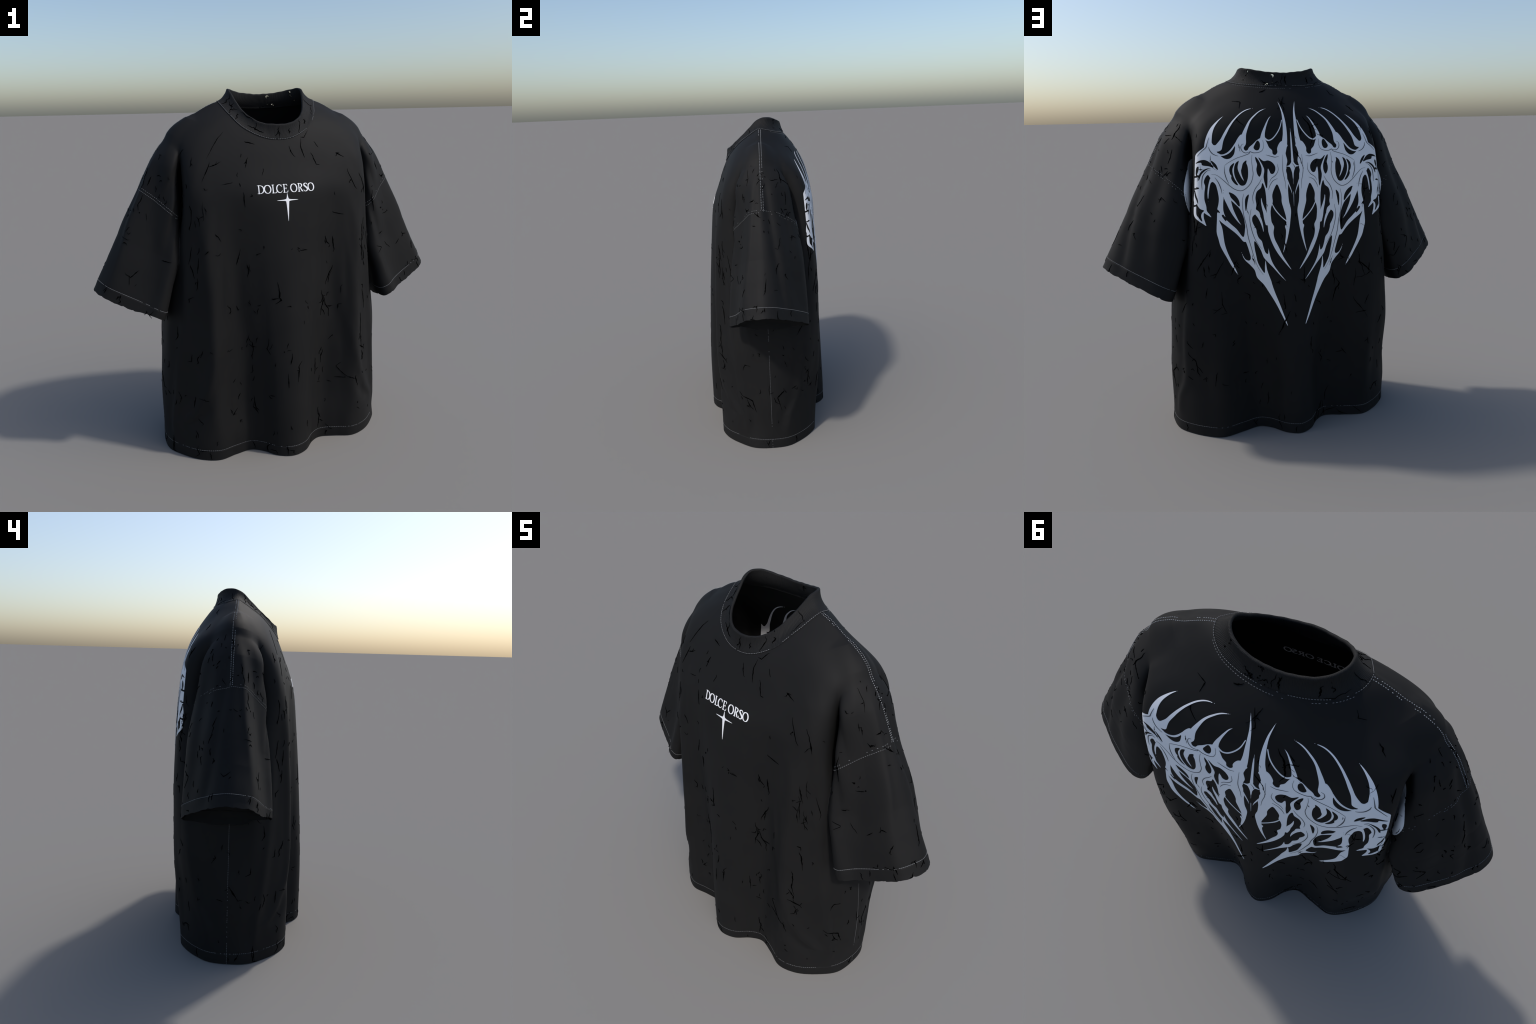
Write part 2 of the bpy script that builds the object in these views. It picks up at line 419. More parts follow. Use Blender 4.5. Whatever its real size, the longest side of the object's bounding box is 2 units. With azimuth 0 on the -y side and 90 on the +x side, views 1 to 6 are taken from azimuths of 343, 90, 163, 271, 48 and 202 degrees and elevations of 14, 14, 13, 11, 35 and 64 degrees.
RIM = [(0, -.195, 1.805), (.075, -.181, 1.812), (.121, -.158, 1.832), (.16, -.12, 1.865), (.193, -.05, 1.93), (.209, .01, 1.983),
       (.207, .055, 1.995), (.18, .098, 1.990), (.12, .132, 1.976), (0, .148, 1.966)]
rim = closed_spline(RIM + [(-x, y, z) for x, y, z in reversed(RIM[1:-1])])
NA = 720
ang = np.linspace(-np.pi, np.pi, NA, endpoint=False)
seam = project(by_angle(neck_curve, ang), 3)
ker = np.hanning(13); ker /= ker.sum()
seam = sum(w * np.roll(seam, i - 6, 0) for i, w in enumerate(ker))
rimp = by_angle(rim, ang)
seam_n = unit(gradient(seam))
up = unit(rimp - seam)
tang = unit(np.roll(seam, -1, 0) - np.roll(seam, 1, 0))
outn = unit(np.cross(tang, up))
sag = .003 + .006 * np.abs(np.sin(np.arctan2(seam[:, 1] - .02, seam[:, 0]) + np.pi / 2))
TH_C = .0145
prof = []
NB = 14
for t in np.linspace(-.04, 1, NB):
    swell = .0028 * smooth(-.04, .06, t) + .001
    prof.append((t, swell - sag * 4 * t * (1 - t)))
rows = [seam + (rimp - seam) * t + outn * (np.broadcast_to(d, NA))[:, None] for t, d in prof]
top = rows[-1]
for a in np.linspace(0, np.pi, 7)[1:-1]:
    rows.append(top - outn * (TH_C / 2) * (1 - math.cos(a)) + up * (TH_C / 2) * math.sin(a))
rows += [r - outn * TH_C for r in rows[:NB][::-1]]
R = len(rows); CV = np.vstack(rows)
wob = .0012 * np.sin(ang * 7 + 1.3) * np.sin(ang * 17)
CV[:, 2] += np.tile(wob, R) * np.repeat(np.clip(np.array([0] * 6 + [1] * (R - 12) + [0] * 6), 0, 1), NA)
CF = [[r * NA + i, r * NA + (i + 1) % NA, (r + 1) * NA + (i + 1) % NA, (r + 1) * NA + i] for r in range(R - 1) for i in range(NA)]
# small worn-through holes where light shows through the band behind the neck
def worn_hole(deg, t, cells, tall=1):
    i0 = int((math.radians(deg) + np.pi) / (2 * np.pi) * NA); r0 = int(np.clip(t, 0, .999) * (NB - 1))
    return {((r0 + b), (i0 + a) % NA) for a in range(cells) for b in range(tall) if (a * 7 + b * 3 + r0) % 5 != 1}
holes = set()
for deg, t, c, k in ((30, .90, 6, 2), (31, .76, 4, 1), (30.4, .62, 3, 1), (28, .34, 5, 1), (66, .90, 6, 1), (69, .86, 9, 2), (73, .92, 5, 1), (72, .74, 4, 2),
                     (71, .42, 4, 1), (69, .24, 6, 1), (60, .20, 9, 2), (56, .08, 11, 1), (78, .12, 5, 1), (84, .06, 7, 1), (146, .7, 2, 1), (200, .5, 2, 1), (318, .96, 2, 1)):
    holes |= worn_hole(deg, t, c, k)
holes |= {(R - 2 - r, i) for r, i in holes}
CF = [f for k, f in enumerate(CF) if (k // NA, k % NA) not in holes]
collar = mesh_object("collar", CV, CF, root, M_RIB)

# ------------------------------------------------------------------ stitching
def resample(P, step):
    d = np.concatenate([[0], np.cumsum(np.linalg.norm(np.diff(P, axis=0), axis=1))])
    n = max(2, int(d[-1] / step)); t = np.linspace(0, d[-1], n)
    return np.stack([np.interp(t, d, P[:, i]) for i in range(3)], 1)

def stitch_row(P, Nn, pitch, length, rad, lift=.0006, gaps=0.0):
    """row of short threads along a path lying on the cloth"""
    d = np.concatenate([[0], np.cumsum(np.linalg.norm(np.diff(P, axis=0), axis=1))])
    at = lambda A, t: np.stack([np.interp(t, d, A[:, i]) for i in range(3)], -1)
    n = int(d[-1] / pitch); c = (np.arange(n) + .5) * pitch
    if gaps:                                            # stretches where the thread has worn away
        worn = np.sin(c * 9 + RNG.uniform(0, 6)) + .8 * np.sin(c * 23 + RNG.uniform(0, 6)) + RNG.normal(0, .5, n)
        c = c[worn > np.quantile(worn, gaps)]
    vs, fs = [], []
    for t in c:
        L = length * (.85 + .3 * RNG.random())
        ring = []
        for k, (u, sc) in enumerate(((-.5, .45), (-.25, 1), (.25, 1), (.5, .45))):
            p = at(P, t + u * L); n_ = unit(at(Nn, t)); tg = unit(at(P, t + L / 2) - at(P, t - L / 2) + 1e-9); sd = np.cross(n_, tg)
            base = len(vs)
            for a in (0, 1, 2, 3, 4, 5):
                q = a * math.pi / 3
                vs.append(p + n_ * (lift * sc + rad * .7 * sc * math.sin(q)) + sd * rad * sc * math.cos(q))
            ring.append(base)
        for a, b in zip(ring, ring[1:]):
            for i in range(6): fs.append([a + i, a + (i + 1) % 6, b + (i + 1) % 6, b + i])
        fs.append([ring[0] + i for i in reversed(range(6))]); fs.append([ring[-1] + i for i in range(6)])
    return np.array(vs).reshape(-1, 3), fs

def stitches(name, paths, parent, mat=None, gaps=0.0):
    VV, FF, o = [], [], 0
    for (P, pitch, length, rad) in paths:
        n_ = unit(gradient(P))
        v, f = stitch_row(P, n_, pitch, length, rad, gaps=gaps)
        VV.append(v); FF += [[i + o for i in q] for q in f]; o += len(v)
    ob = mesh_object(name, np.vstack(VV), FF, parent, mat or M_THREAD)
    ob["kind"] = "stuff"
    return ob

def sleeve_point(s, th, side):
    cw, cv = sleeve.centre(s); r = sleeve.radius(s, th)
    w = cw + r * np.cos(th); y = cv + r * np.sin(th)
    x = S0[0] + SA[0] * s + SU[0] * w; z = S0[1] + SA[1] * s + SU[1] * w
    return np.stack([x * side, y, z], -1), w

paths_hem, paths_side, paths_sh, paths_arm, paths_cuff = [], [], [], [], []
th = np.linspace(-np.pi, np.pi, 1200)
for z in (.058,):
    r = trunk.radius(np.full_like(th, z), th)
    paths_hem.append((project(np.stack([r * np.cos(th), r * np.sin(th) + CY, np.full_like(th, z)], -1)), .0105, .0068, .0011))
for side in (1, -1):
    z = np.linspace(.0, 1.0, 300); t = np.full_like(z, 0.02 if side > 0 else np.pi - .02)
    r = trunk.radius(z, t)
    p = np.stack([r * np.cos(t), r * np.sin(t) + CY, z], -1)
    paths_side.append((project(p), .0095, .0055, .0010))
    # shoulder: two rows beside the ridge
    for dy in (-.005, .007):
        zz = np.linspace(0, 1, 200)
        xs = np.interp(zz, [0, .12, .4, .62, .78, 1], [.28, .33, .46, .585, .64, .732])
        zs = np.interp(xs, [.28, .33, .40, .46, .53, .58, .61, .66, .732], [1.943, 1.912, 1.872, 1.843, 1.793, 1.753, 1.712, 1.626, 1.50])
        p = np.stack([xs * side, np.full_like(xs, .018 + dy), zs], -1)
        p = project(p, 8); p[:, 1] = .018 + dy; p = project(p, 3)
        paths_sh.append((p, .0095, .0050, .0016))
    for ds, pitch in ((0.0, .010), (-.014, .012)):
        a = np.linspace(-2.3, 2.3, 500)
        s = np.full_like(a, .25)
        for _ in range(6):
            p, w = sleeve_point(s, a, side); s = ARM(w) + ds
        p = p[(f_sleeve(p) < f_trunk(p) + .001)]
        paths_arm.append((project(p), pitch, .0062, .0011))
    a = np.linspace(-np.pi, np.pi, 700)
    p, w = sleeve_point(np.full_like(a, CUFF - .062), a, side)
    paths_cuff.append((project(p), .0085, .0073, .0012))
stitches("hem_stitching", paths_hem, hem_band, gaps=.12)
stitches("side_stitching", paths_side, root, gaps=.25)
stitches("shoulder_stitching", paths_sh, root, M_THREAD_B, gaps=.15)
stitches("armhole_stitching", paths_arm, root, gaps=.3)
for c, p in zip(arms, paths_cuff): stitches("cuff_stitching", [p], c, gaps=.06)

low = seam + (rimp - seam) * -.0 + outn * .0045
v, f = stitch_row(np.vstack([low, low[:1]]), np.vstack([outn, outn[:1]]), .0095, .0062, .0013, gaps=.15)
so = mesh_object("collar_stitching", v, f, collar, M_THREAD); so["kind"] = "stuff"
_b = np.nonzero((ang > math.radians(18)) & (ang < math.radians(162)))[0]
low = project(seam[_b] - up[_b] * (.012 + .008 * np.sin((ang[_b] - ang[_b][0]) / (ang[_b][-1] - ang[_b][0]) * np.pi))[:, None], 3)
stitches("neck_tape_stitching", [(low, .011, .0062, .0011)], root, gaps=.25)

# ------------------------------------------------------------------ printed ink, drawn as inked and blank strokes in flat cloth millimetres
INK, GAP = 1, -1
STROKES = []

def open_spline(p, per=10):
    p = np.asarray(p, float)
    if len(p) < 3:
        t = np.linspace(0, 1, per)[:, None]; return p[0] + (p[-1] - p[0]) * t
    q = np.vstack([2 * p[0] - p[1], p, 2 * p[-1] - p[-2]])
    out = []
    for i in range(1, len(q) - 2):
        t = np.linspace(0, 1, per, endpoint=False)[:, None]
        a, b, c, d = q[i - 1], q[i], q[i + 1], q[i + 2]
        out.append(.5 * (2 * b + (c - a) * t + (2 * a - 5 * b + 4 * c - d) * t ** 2 + (3 * b - a - 3 * c + d) * t ** 3))
    out.append(p[-1:])
    return np.vstack(out)

def blade(sign, pts, per=9):
    """tapering stroke: (across, up, half width)"""
    c = open_spline(pts, per); c[:, 2] = np.maximum(c[:, 2], .15)
    STROKES.append(("blade", sign, c))

def blob(sign, pts):
    """filled closed curve"""
    STROKES.append(("blob", sign, closed_spline(pts, len(pts) * 6)))

LINES = []
def line(pts):
    LINES.append(open_spline(pts, 10))

def stroke_field(strokes, X, Y):
    P = np.stack([X.ravel(), Y.ravel()], 1); F = np.full(len(P), 60.0)
    for kind, sign, c in strokes:
        pad = 14 + (c[:, 2].max() if kind == "blade" else 0)
        lo, hi = c[:, :2].min(0) - pad, c[:, :2].max(0) + pad
        idx = np.nonzero(((P >= lo) & (P <= hi)).all(1))[0]
        if not len(idx): continue
        a = c[:, :2]; b = np.roll(a, -1, 0) if kind == "blob" else a[1:]
        if kind == "blade": a = a[:-1]
        d = np.empty(len(idx))
        for i0 in range(0, len(idx), 6000):
            q = P[idx[i0:i0 + 6000]][:, None, :]
            ab = b - a; L = np.maximum((ab ** 2).sum(1), 1e-9)
            t = np.clip(((q - a) * ab).sum(2) / L, 0, 1)
            dist = np.sqrt((((a + t[..., None] * ab) - q) ** 2).sum(2))
            if kind == "blade":
                r = c[:-1, 2] + t * (c[1:, 2] - c[:-1, 2])
                d[i0:i0 + 6000] = (dist - r).min(1)
            else:
                dm = dist.min(1)
                y0, y1 = a[:, 1], b[:, 1]; qy, qx = q[:, 0, 1][:, None], q[:, 0, 0][:, None]
                crossing = ((y0 > qy) != (y1 > qy)) & (qx < a[:, 0] + (qy - y0) / np.where(y1 == y0, 1e-9, y1 - y0) * ab[:, 0])
                d[i0:i0 + 6000] = np.where(crossing.sum(1) % 2 == 1, -dm, dm)
        F[idx] = np.minimum(F[idx], d) if sign > 0 else np.maximum(F[idx], -d)
    return F.reshape(X.shape)

def flat_mesh(strokes, step, lim=None, thin=0.0):
    pts = np.vstack([c[:, :2] for k, s, c in strokes if s > 0])
    lo, hi = pts.min(0) - 2 * step - 8, pts.max(0) + 2 * step + 8
    if lim is not None: lo, hi = np.maximum(lo, lim[0]), np.minimum(hi, lim[1])
    xs = np.arange(lo[0], hi[0] + step, step); ys = np.arange(lo[1], hi[1] + step, step)
    if lim is not None: xs[0] = lo[0]
    X, Y = np.meshgrid(xs, ys, indexing="ij")
    G = stroke_field(strokes, X, Y) + thin
    n, m = X.shape
    I = np.arange(n * m).reshape(n, m)
    q = np.stack([I[:-1, :-1], I[1:, :-1], I[1:, 1:], I[:-1, 1:]], -1).reshape(-1, 4)
    g = G.ravel(); q = q[(g[q] < 0).any(1)]
    used = np.unique(q); k = -np.ones(n * m, int); k[used] = np.arange(len(used))
    V2 = np.stack([X.ravel()[used], Y.ravel()[used], np.zeros(len(used))], 1)
    return cut(V2, k[q], g[used])

def ink_object(name, V2, F2, place, parent, mat, lift=.0013, inside=False, keep=None):
    P, Nn = place(V2[:, :2])
    if keep is not None:
        ok = keep(P); F2 = [f for f in F2 if ok[f].all()]
        used = sorted({i for f in F2 for i in f}); m = {v: i for i, v in enumerate(used)}
        P, Nn = P[used], Nn[used]; F2 = [[m[i] for i in f] for f in F2]
    # consistent facing
    f0 = F2[len(F2) // 2]; a, b, c = P[f0[0]], P[f0[1]], P[f0[2]]
    if np.dot(np.cross(b - a, c - a), Nn[f0[0]]) < 0: F2 = [f[::-1] for f in F2]
    if inside:
        P = P - Nn * T; Nn = -Nn; F2 = [f[::-1] for f in F2]
    n = len(P); seen = {}
    for f in F2:
        for x, y in zip(f, f[1:] + f[:1]): seen[(x, y)] = 1
    walls = [[y, x, x + n, y + n] for (x, y) in seen if (y, x) not in seen]
    return mesh_object(name, np.vstack([P + Nn * lift, P - Nn * .0012]), F2 + walls, parent, mat, np.vstack([Nn, Nn]))

def project_on(f, P, steps=3, e=.003):
    for _ in range(steps):
        g = np.stack([f(P + d) - f(P - d) for d in np.eye(3) * e], -1) / (2 * e)
        P = P - g * (f(P) / np.maximum((g * g).sum(-1), .05))[..., None].clip(-.02, .02)
    return P

PRINT_X = .013
def on_back(q, side=1):
    ph = (q[:, 0] * (1 if side > 0 else -1.042) / 1000 + PRINT_X) / .45; z = q[:, 1] / 1000
    r = trunk.radius(z, np.pi / 2 - ph)
    P = np.stack([r * np.sin(ph), CY + r * np.cos(ph), z], -1)
    P = project_on(f_trunk, P, 2)
    near = (field(P) > -.012)
    P[near] = project(P[near], 2)
    return P, unit(gradient(P))

def on_sleeve_back(q, side=1):
    s, w = q[:, 0] / 1000, q[:, 1] / 1000
    x = (S0[0] + SA[0] * s + SU[0] * w) * side; z = S0[1] + SA[1] * s + SU[1] * w
    y = np.full_like(s, .05)
    for yy in np.linspace(.34, .05, 120):
        f = f_sleeve(np.stack([x, np.full_like(x, yy), z], -1))
        y = np.where((y == .05) & (f < 0), yy, y)
    P = project(np.stack([x, y, z], -1), 3)
    return P, unit(gradient(P))

def on_front(q):
    x, z = q[:, 0] / 1000, q[:, 1] / 1000
    t = np.arctan2(np.full_like(x, -.30), x)
    P = np.stack([x, np.full_like(x, -.30), z], -1)
    for _ in range(8):
        f = field(P); e = .003
        d = (field(P + [0, e, 0]) - field(P - [0, e, 0])) / (2 * e)
        P[:, 1] -= np.clip(f / np.where(np.abs(d) < .2, -.2, d), -.03, .03)
    return P, unit(gradient(P))

# the back print, right half; the left half mirrors it
# mask
blob(INK, [(452, 1607), (458, 1595), (483, 1561), (484, 1540), (483, 1479), (481, 1383), (482, 1325), (457, 1311), (434, 1299), (397, 1286), (383, 1258), (367, 1245), (342, 1227), (305, 1199), (260, 1237), (197, 1241), (150, 1271), (100, 1277), (27, 1272), (34, 1311), (41, 1351), (41, 1414), (44, 1465), (45, 1492), (37, 1519), (47, 1558), (42, 1581), (29, 1598), (71, 1620), (90, 1611), (108, 1583), (107, 1564), (121, 1552), (138, 1557), (142, 1574), (162, 1590), (175, 1611), (192, 1634), (214, 1639), (241, 1627), (261, 1609), (280, 1593), (287, 1580), (297, 1578), (305, 1591), (297, 1608), (300, 1635), (326, 1658), (347, 1617), (345, 1589), (348, 1559), (362, 1541), (376, 1539), (392, 1550), (405, 1567), (411, 1577), (408, 1595), (414, 1610), (424, 1608), (435, 1623), (445, 1644), (455, 1634)])
# horn
blade(INK, [(443, 1600, 12.9), (448, 1633, 11.2), (453, 1667, 8.6), (455, 1697, 6.5), (452, 1725, 3.9), (447, 1742, 2.1), (440, 1755, 0.4)])
blade(INK, [(410, 1591, 15.5), (402, 1632, 7.3), (397, 1665, 6.5), (392, 1697, 5.6), (383, 1731, 4.7), (366, 1761, 3.9), (336, 1780, 2.6), (285, 1789, 0.4)])
blade(INK, [(311, 1626, 13.3), (312, 1656, 11.6), (305, 1692, 8.6), (295, 1724, 6.0), (276, 1748, 4.7), (242, 1772, 3.0), (184, 1789, 0.4)])
blade(INK, [(206, 1623, 18.1), (203, 1657, 12.0), (193, 1688, 7.7), (181, 1714, 5.2), (167, 1735, 3.0), (146, 1751, 0.4)])
blade(INK, [(100, 1832, 0.4), (78, 1806, 2.6), (57, 1771, 6.5), (48, 1732, 10.8), (45, 1689, 14.6), (46, 1647, 17.2), (54, 1605, 21.5), (71, 1567, 25.8)])
# arc
blade(INK, [(192, 1638, 3.9), (182, 1630, 4.7), (164, 1625, 3.9), (138, 1634, 3.9), (106, 1660, 3.9), (81, 1690, 3.9), (65, 1724, 3.4)])
blade(INK, [(406, 1563, 5.2), (397, 1558, 4.3), (383, 1560, 4.3), (367, 1572, 4.7), (354, 1593, 4.3), (345, 1617, 2.6)])
# spear
blade(INK, [(-1, 1696, 0.4), (2, 1639, 3.0), (2, 1588, 4.7), (1, 1549, 6.5), (0, 1522, 9.5)])
# spear guard
blob(INK, [(1, 1530), (12, 1509), (25, 1498), (47, 1492), (32, 1488), (18, 1481), (7, 1460), (0, 1424), (-12, 1424), (-20, 1529)])
# spear
blade(INK, [(-1, 1479, 8.6), (-2, 1424, 3.4), (-1, 1345, 3.0), (-2, 1265, 2.1), (-4, 1184, 0.4)])
# tusk
blob(INK, [(122, 1405), (98, 1377), (86, 1341), (85, 1309), (71, 1268), (58, 1228), (57, 1207), (66, 1180), (60, 1159), (66, 1106), (83, 1034), (53, 1106), (36, 1166), (28, 1210), (22, 1266), (34, 1311), (39, 1367), (41, 1414)])
blob(INK, [(183, 1313), (181, 1217), (177, 1164), (168, 1133), (154, 1098), (127, 1051), (87, 1003), (25, 943), (81, 1021), (110, 1073), (135, 1117), (142, 1150), (138, 1182), (147, 1199), (156, 1232), (157, 1272), (147, 1311)])
# pillar
blob(INK, [(313, 1279), (299, 1207), (298, 1187), (307, 1137), (296, 1101), (287, 1062), (281, 1016), (289, 1007), (304, 1014), (314, 1038), (322, 1073), (318, 1040), (308, 1010), (285, 980), (264, 951), (252, 910), (213, 870), (182, 827), (133, 757), (58, 631), (102, 742), (142, 828), (159, 873), (162, 884), (187, 949), (193, 987), (196, 1006), (202, 970), (205, 935), (225, 960), (242, 993), (250, 1035), (256, 1077), (255, 1110), (225, 1064), (207, 1020), (191, 1001), (153, 965), (104, 917), (52, 873), (104, 927), (143, 974), (162, 1011), (175, 1069), (178, 1108), (177, 1062), (182, 1038), (195, 1047), (206, 1076), (215, 1109), (229, 1125), (241, 1155), (243, 1173), (255, 1196), (263, 1221), (260, 1260)])
# fang
blade(INK, [(395, 1270, 3.4), (394, 1231, 4.7), (390, 1196, 9.5), (388, 1168, 10.8), (384, 1136, 9.0), (380, 1104, 7.7), (373, 1070, 6.0), (363, 1028, 4.7), (353, 988, 4.3), (342, 948, 2.1), (336, 929, 0.4)])
# rib
blade(INK, [(385, 1258, 12.9), (378, 1234, 11.2), (363, 1211, 9.5), (343, 1182, 8.6), (322, 1151, 8.6), (301, 1122, 12.9)])
# claw
blade(INK, [(475, 1325, 6.9), (476, 1270, 7.7), (470, 1251, 7.3), (454, 1234, 6.5), (441, 1218, 3.9), (431, 1201, 0.4)])
blade(INK, [(438, 1285, 3.0), (445, 1268, 4.7), (445, 1245, 5.2), (439, 1221, 3.9), (431, 1202, 0.4)])
blade(INK, [(451, 1334, 22.4), (444, 1303, 14.6), (434, 1276, 7.7), (425, 1260, 3.9), (414, 1245, 0.4)])
# gap
blob(GAP, [(433, 1461), (440, 1447), (443, 1426), (439, 1407), (440, 1372), (439, 1338), (433, 1305), (430, 1279), (419, 1263), (402, 1263), (397, 1274), (398, 1290), (395, 1313), (394, 1340), (397, 1367), (402, 1394), (407, 1413), (417, 1426), (423, 1420), (427, 1429), (424, 1444), (427, 1450)])
blob(GAP, [(479, 1518), (464, 1532), (449, 1536), (435, 1528), (424, 1513), (417, 1498), (431, 1505), (452, 1511), (456, 1523), (467, 1522)])
blob(GAP, [(427, 1532), (417, 1523), (407, 1506), (402, 1486), (412, 1499), (422, 1518)])
blob(GAP, [(466, 1504), (464, 1489), (467, 1472), (472, 1457), (476, 1477), (472, 1499)])
blade(GAP, [(461, 1436, 1.3), (456, 1465, 3.0), (446, 1483, 3.0), (435, 1492, 1.7), (425, 1491, 0.4)])
blade(GAP, [(478, 1383, 1.3), (473, 1356, 3.9), (466, 1338, 3.0), (461, 1317, 0.4)])
blob(GAP, [(467, 1291), (458, 1294), (449, 1288), (441, 1283), (447, 1272), (450, 1256), (446, 1228), (457, 1245), (466, 1268)])
blob(GAP, [(379, 1385), (376, 1351), (377, 1316), (375, 1277), (367, 1246), (355, 1216), (333, 1182), (308, 1137), (301, 1163), (299, 1199), (302, 1231), (311, 1264), (321, 1288), (339, 1313), (356, 1339), (366, 1362)])
blob(GAP, [(358, 1371), (342, 1361), (327, 1340), (320, 1319), (320, 1297), (337, 1323), (353, 1350)])
blob(GAP, [(343, 1517), (357, 1502), (360, 1482), (355, 1461), (351, 1455), (351, 1441), (345, 1426), (333, 1410), (325, 1406), (338, 1435), (346, 1460), (349, 1487)])
blob(GAP, [(322, 1527), (334, 1519), (340, 1502), (341, 1475), (336, 1448), (325, 1421), (311, 1404), (295, 1406), (282, 1434), (279, 1469), (283, 1500), (289, 1515), (289, 1528), (303, 1516), (309, 1489), (314, 1474), (323, 1497)])
blob(GAP, [(244, 1544), (240, 1525), (233, 1508), (236, 1481), (231, 1458), (220, 1445), (211, 1459), (208, 1484), (215, 1507), (228, 1529)])
blob(GAP, [(226, 1541), (197, 1522), (169, 1524), (142, 1513), (124, 1491), (125, 1471), (138, 1457), (153, 1459), (162, 1475), (170, 1485), (174, 1454), (174, 1422), (179, 1384), (191, 1415), (196, 1443), (192, 1478), (204, 1505), (219, 1528)])
blob(GAP, [(236, 1625), (250, 1605), (255, 1590), (242, 1578), (227, 1580), (220, 1597), (224, 1616)])
blob(GAP, [(33, 1488), (48, 1475), (42, 1449), (27, 1421), (11, 1389), (2, 1355), (1, 1405), (6, 1444), (12, 1472), (21, 1486)])
blob(GAP, [(114, 1401), (134, 1376), (145, 1347), (143, 1311), (155, 1280), (156, 1232), (147, 1199), (108, 1189), (61, 1187), (57, 1211), (71, 1268), (85, 1309), (86, 1341), (98, 1377)])
blob(GAP, [(204, 1411), (212, 1388), (235, 1369), (243, 1339), (239, 1299), (242, 1279), (233, 1271), (225, 1263), (215, 1226), (205, 1197), (191, 1156), (178, 1147), (180, 1212), (183, 1273), (183, 1313), (186, 1356), (193, 1390)])
blob(GAP, [(246, 1251), (260, 1240), (263, 1221), (255, 1196), (243, 1173), (241, 1155), (229, 1125), (210, 1116), (191, 1128), (191, 1160), (209, 1206), (228, 1239)])
blob(GAP, [(278, 1356), (290, 1343), (295, 1322), (292, 1272), (284, 1317)])
blob(GAP, [(381, 1257), (377, 1260), (367, 1226), (373, 1236)])
# nick
blade(GAP, [(741, 1423, 5.6), (484, 1451, 3.9), (469, 1461, 0.9)])
blade(GAP, [(723, 1357, 5.2), (481, 1391, 3.0), (471, 1401, 0.4)])
blade(GAP, [(544, 1294, 6.0), (479, 1305, 3.9), (465, 1314, 0.9)])
blade(GAP, [(503, 1235, 8.6), (485, 1242, 5.2), (474, 1237, 1.3)])
# thorn
blade(INK, [(422, 1441, 4.3), (427, 1410, 3.4), (429, 1380, 3.0), (429, 1353, 2.1), (426, 1321, 0.4)])
blade(INK, [(371, 1379, 8.6), (364, 1346, 12.0), (357, 1315, 9.0), (349, 1283, 6.9), (338, 1250, 5.2), (325, 1219, 3.0), (308, 1191, 0.4)])
blade(INK, [(320, 1525, 4.3), (320, 1493, 7.7), (314, 1463, 4.7), (305, 1439, 3.0), (294, 1418, 0.4)])
blade(INK, [(151, 1307, 2.6), (128, 1271, 3.9), (96, 1239, 3.4), (57, 1209, 3.9)])
blade(INK, [(213, 1346, 0.4), (210, 1314, 4.3), (203, 1286, 7.3), (193, 1257, 10.3), (188, 1229, 11.2), (182, 1200, 9.5)])
blade(INK, [(240, 1251, 6.0), (226, 1235, 7.7), (215, 1210, 6.5), (207, 1181, 3.9), (202, 1145, 0.4)])
blade(INK, [(42, 1422, 3.4), (29, 1394, 3.9), (16, 1366, 2.6), (8, 1336, 0.4)])

# fine drawn contour lines
line([(441, 1600), (436, 1585), (425, 1567), (412, 1557), (404, 1554)])
line([(308, 1611), (318, 1605), (319, 1590), (311, 1575), (297, 1566), (282, 1568), (273, 1572)])
line([(380, 1506), (364, 1522), (334, 1541), (303, 1552), (278, 1562), (273, 1571), (254, 1565), (225, 1567), (205, 1577), (198, 1600), (204, 1627)])
line([(380, 1503), (377, 1469), (369, 1438), (359, 1413)])
line([(262, 1556), (263, 1530), (258, 1491), (254, 1457), (264, 1418), (287, 1390), (311, 1377), (336, 1385), (359, 1407), (382, 1435), (404, 1459), (422, 1465)])
line([(208, 1435), (224, 1409), (245, 1382), (258, 1344), (255, 1308)])
line([(301, 1361), (307, 1319), (303, 1255), (291, 1190), (286, 1137), (274, 1078), (262, 1023), (243, 967), (213, 924)])
line([(410, 1448), (398, 1424), (388, 1393), (383, 1366)])
line([(448, 1388), (450, 1422), (448, 1457), (437, 1481), (425, 1484)])
line([(97, 1544), (124, 1540), (154, 1546), (183, 1553)])
line([(70, 1551), (72, 1505), (71, 1462), (59, 1418), (53, 1375)])
line([(109, 1432), (139, 1421), (159, 1398), (169, 1375)])
line([(109, 1506), (104, 1475), (121, 1450), (149, 1433), (163, 1414)])
line([(267, 1281), (275, 1237), (271, 1189), (256, 1131), (237, 1093), (216, 1067)])
line([(450, 1645), (449, 1611), (450, 1596), (461, 1578), (474, 1555)])

PRINT = STROKES; STROKES = []
# the end of the print that wraps on to the sleeve
blob(INK, [(84, -206), (107, -176), (154, -176), (211, -184), (257, -197), (298, -221), (337, -254), (361, -289), (343, -321), (241, -293), (132, -244)])
blade(GAP, [(204, -210, 0.4), (246, -231, 3.0), (279, -246, 2.1), (307, -261, 0.4)])
blade(GAP, [(238, -202, 0.4), (275, -215, 1.3), (310, -236, 1.3), (340, -267, 0.4)])
blade(GAP, [(123, -169, 0.4), (180, -186, 0.9), (229, -202, 0.4)])

FLARE = STROKES; STROKES = []

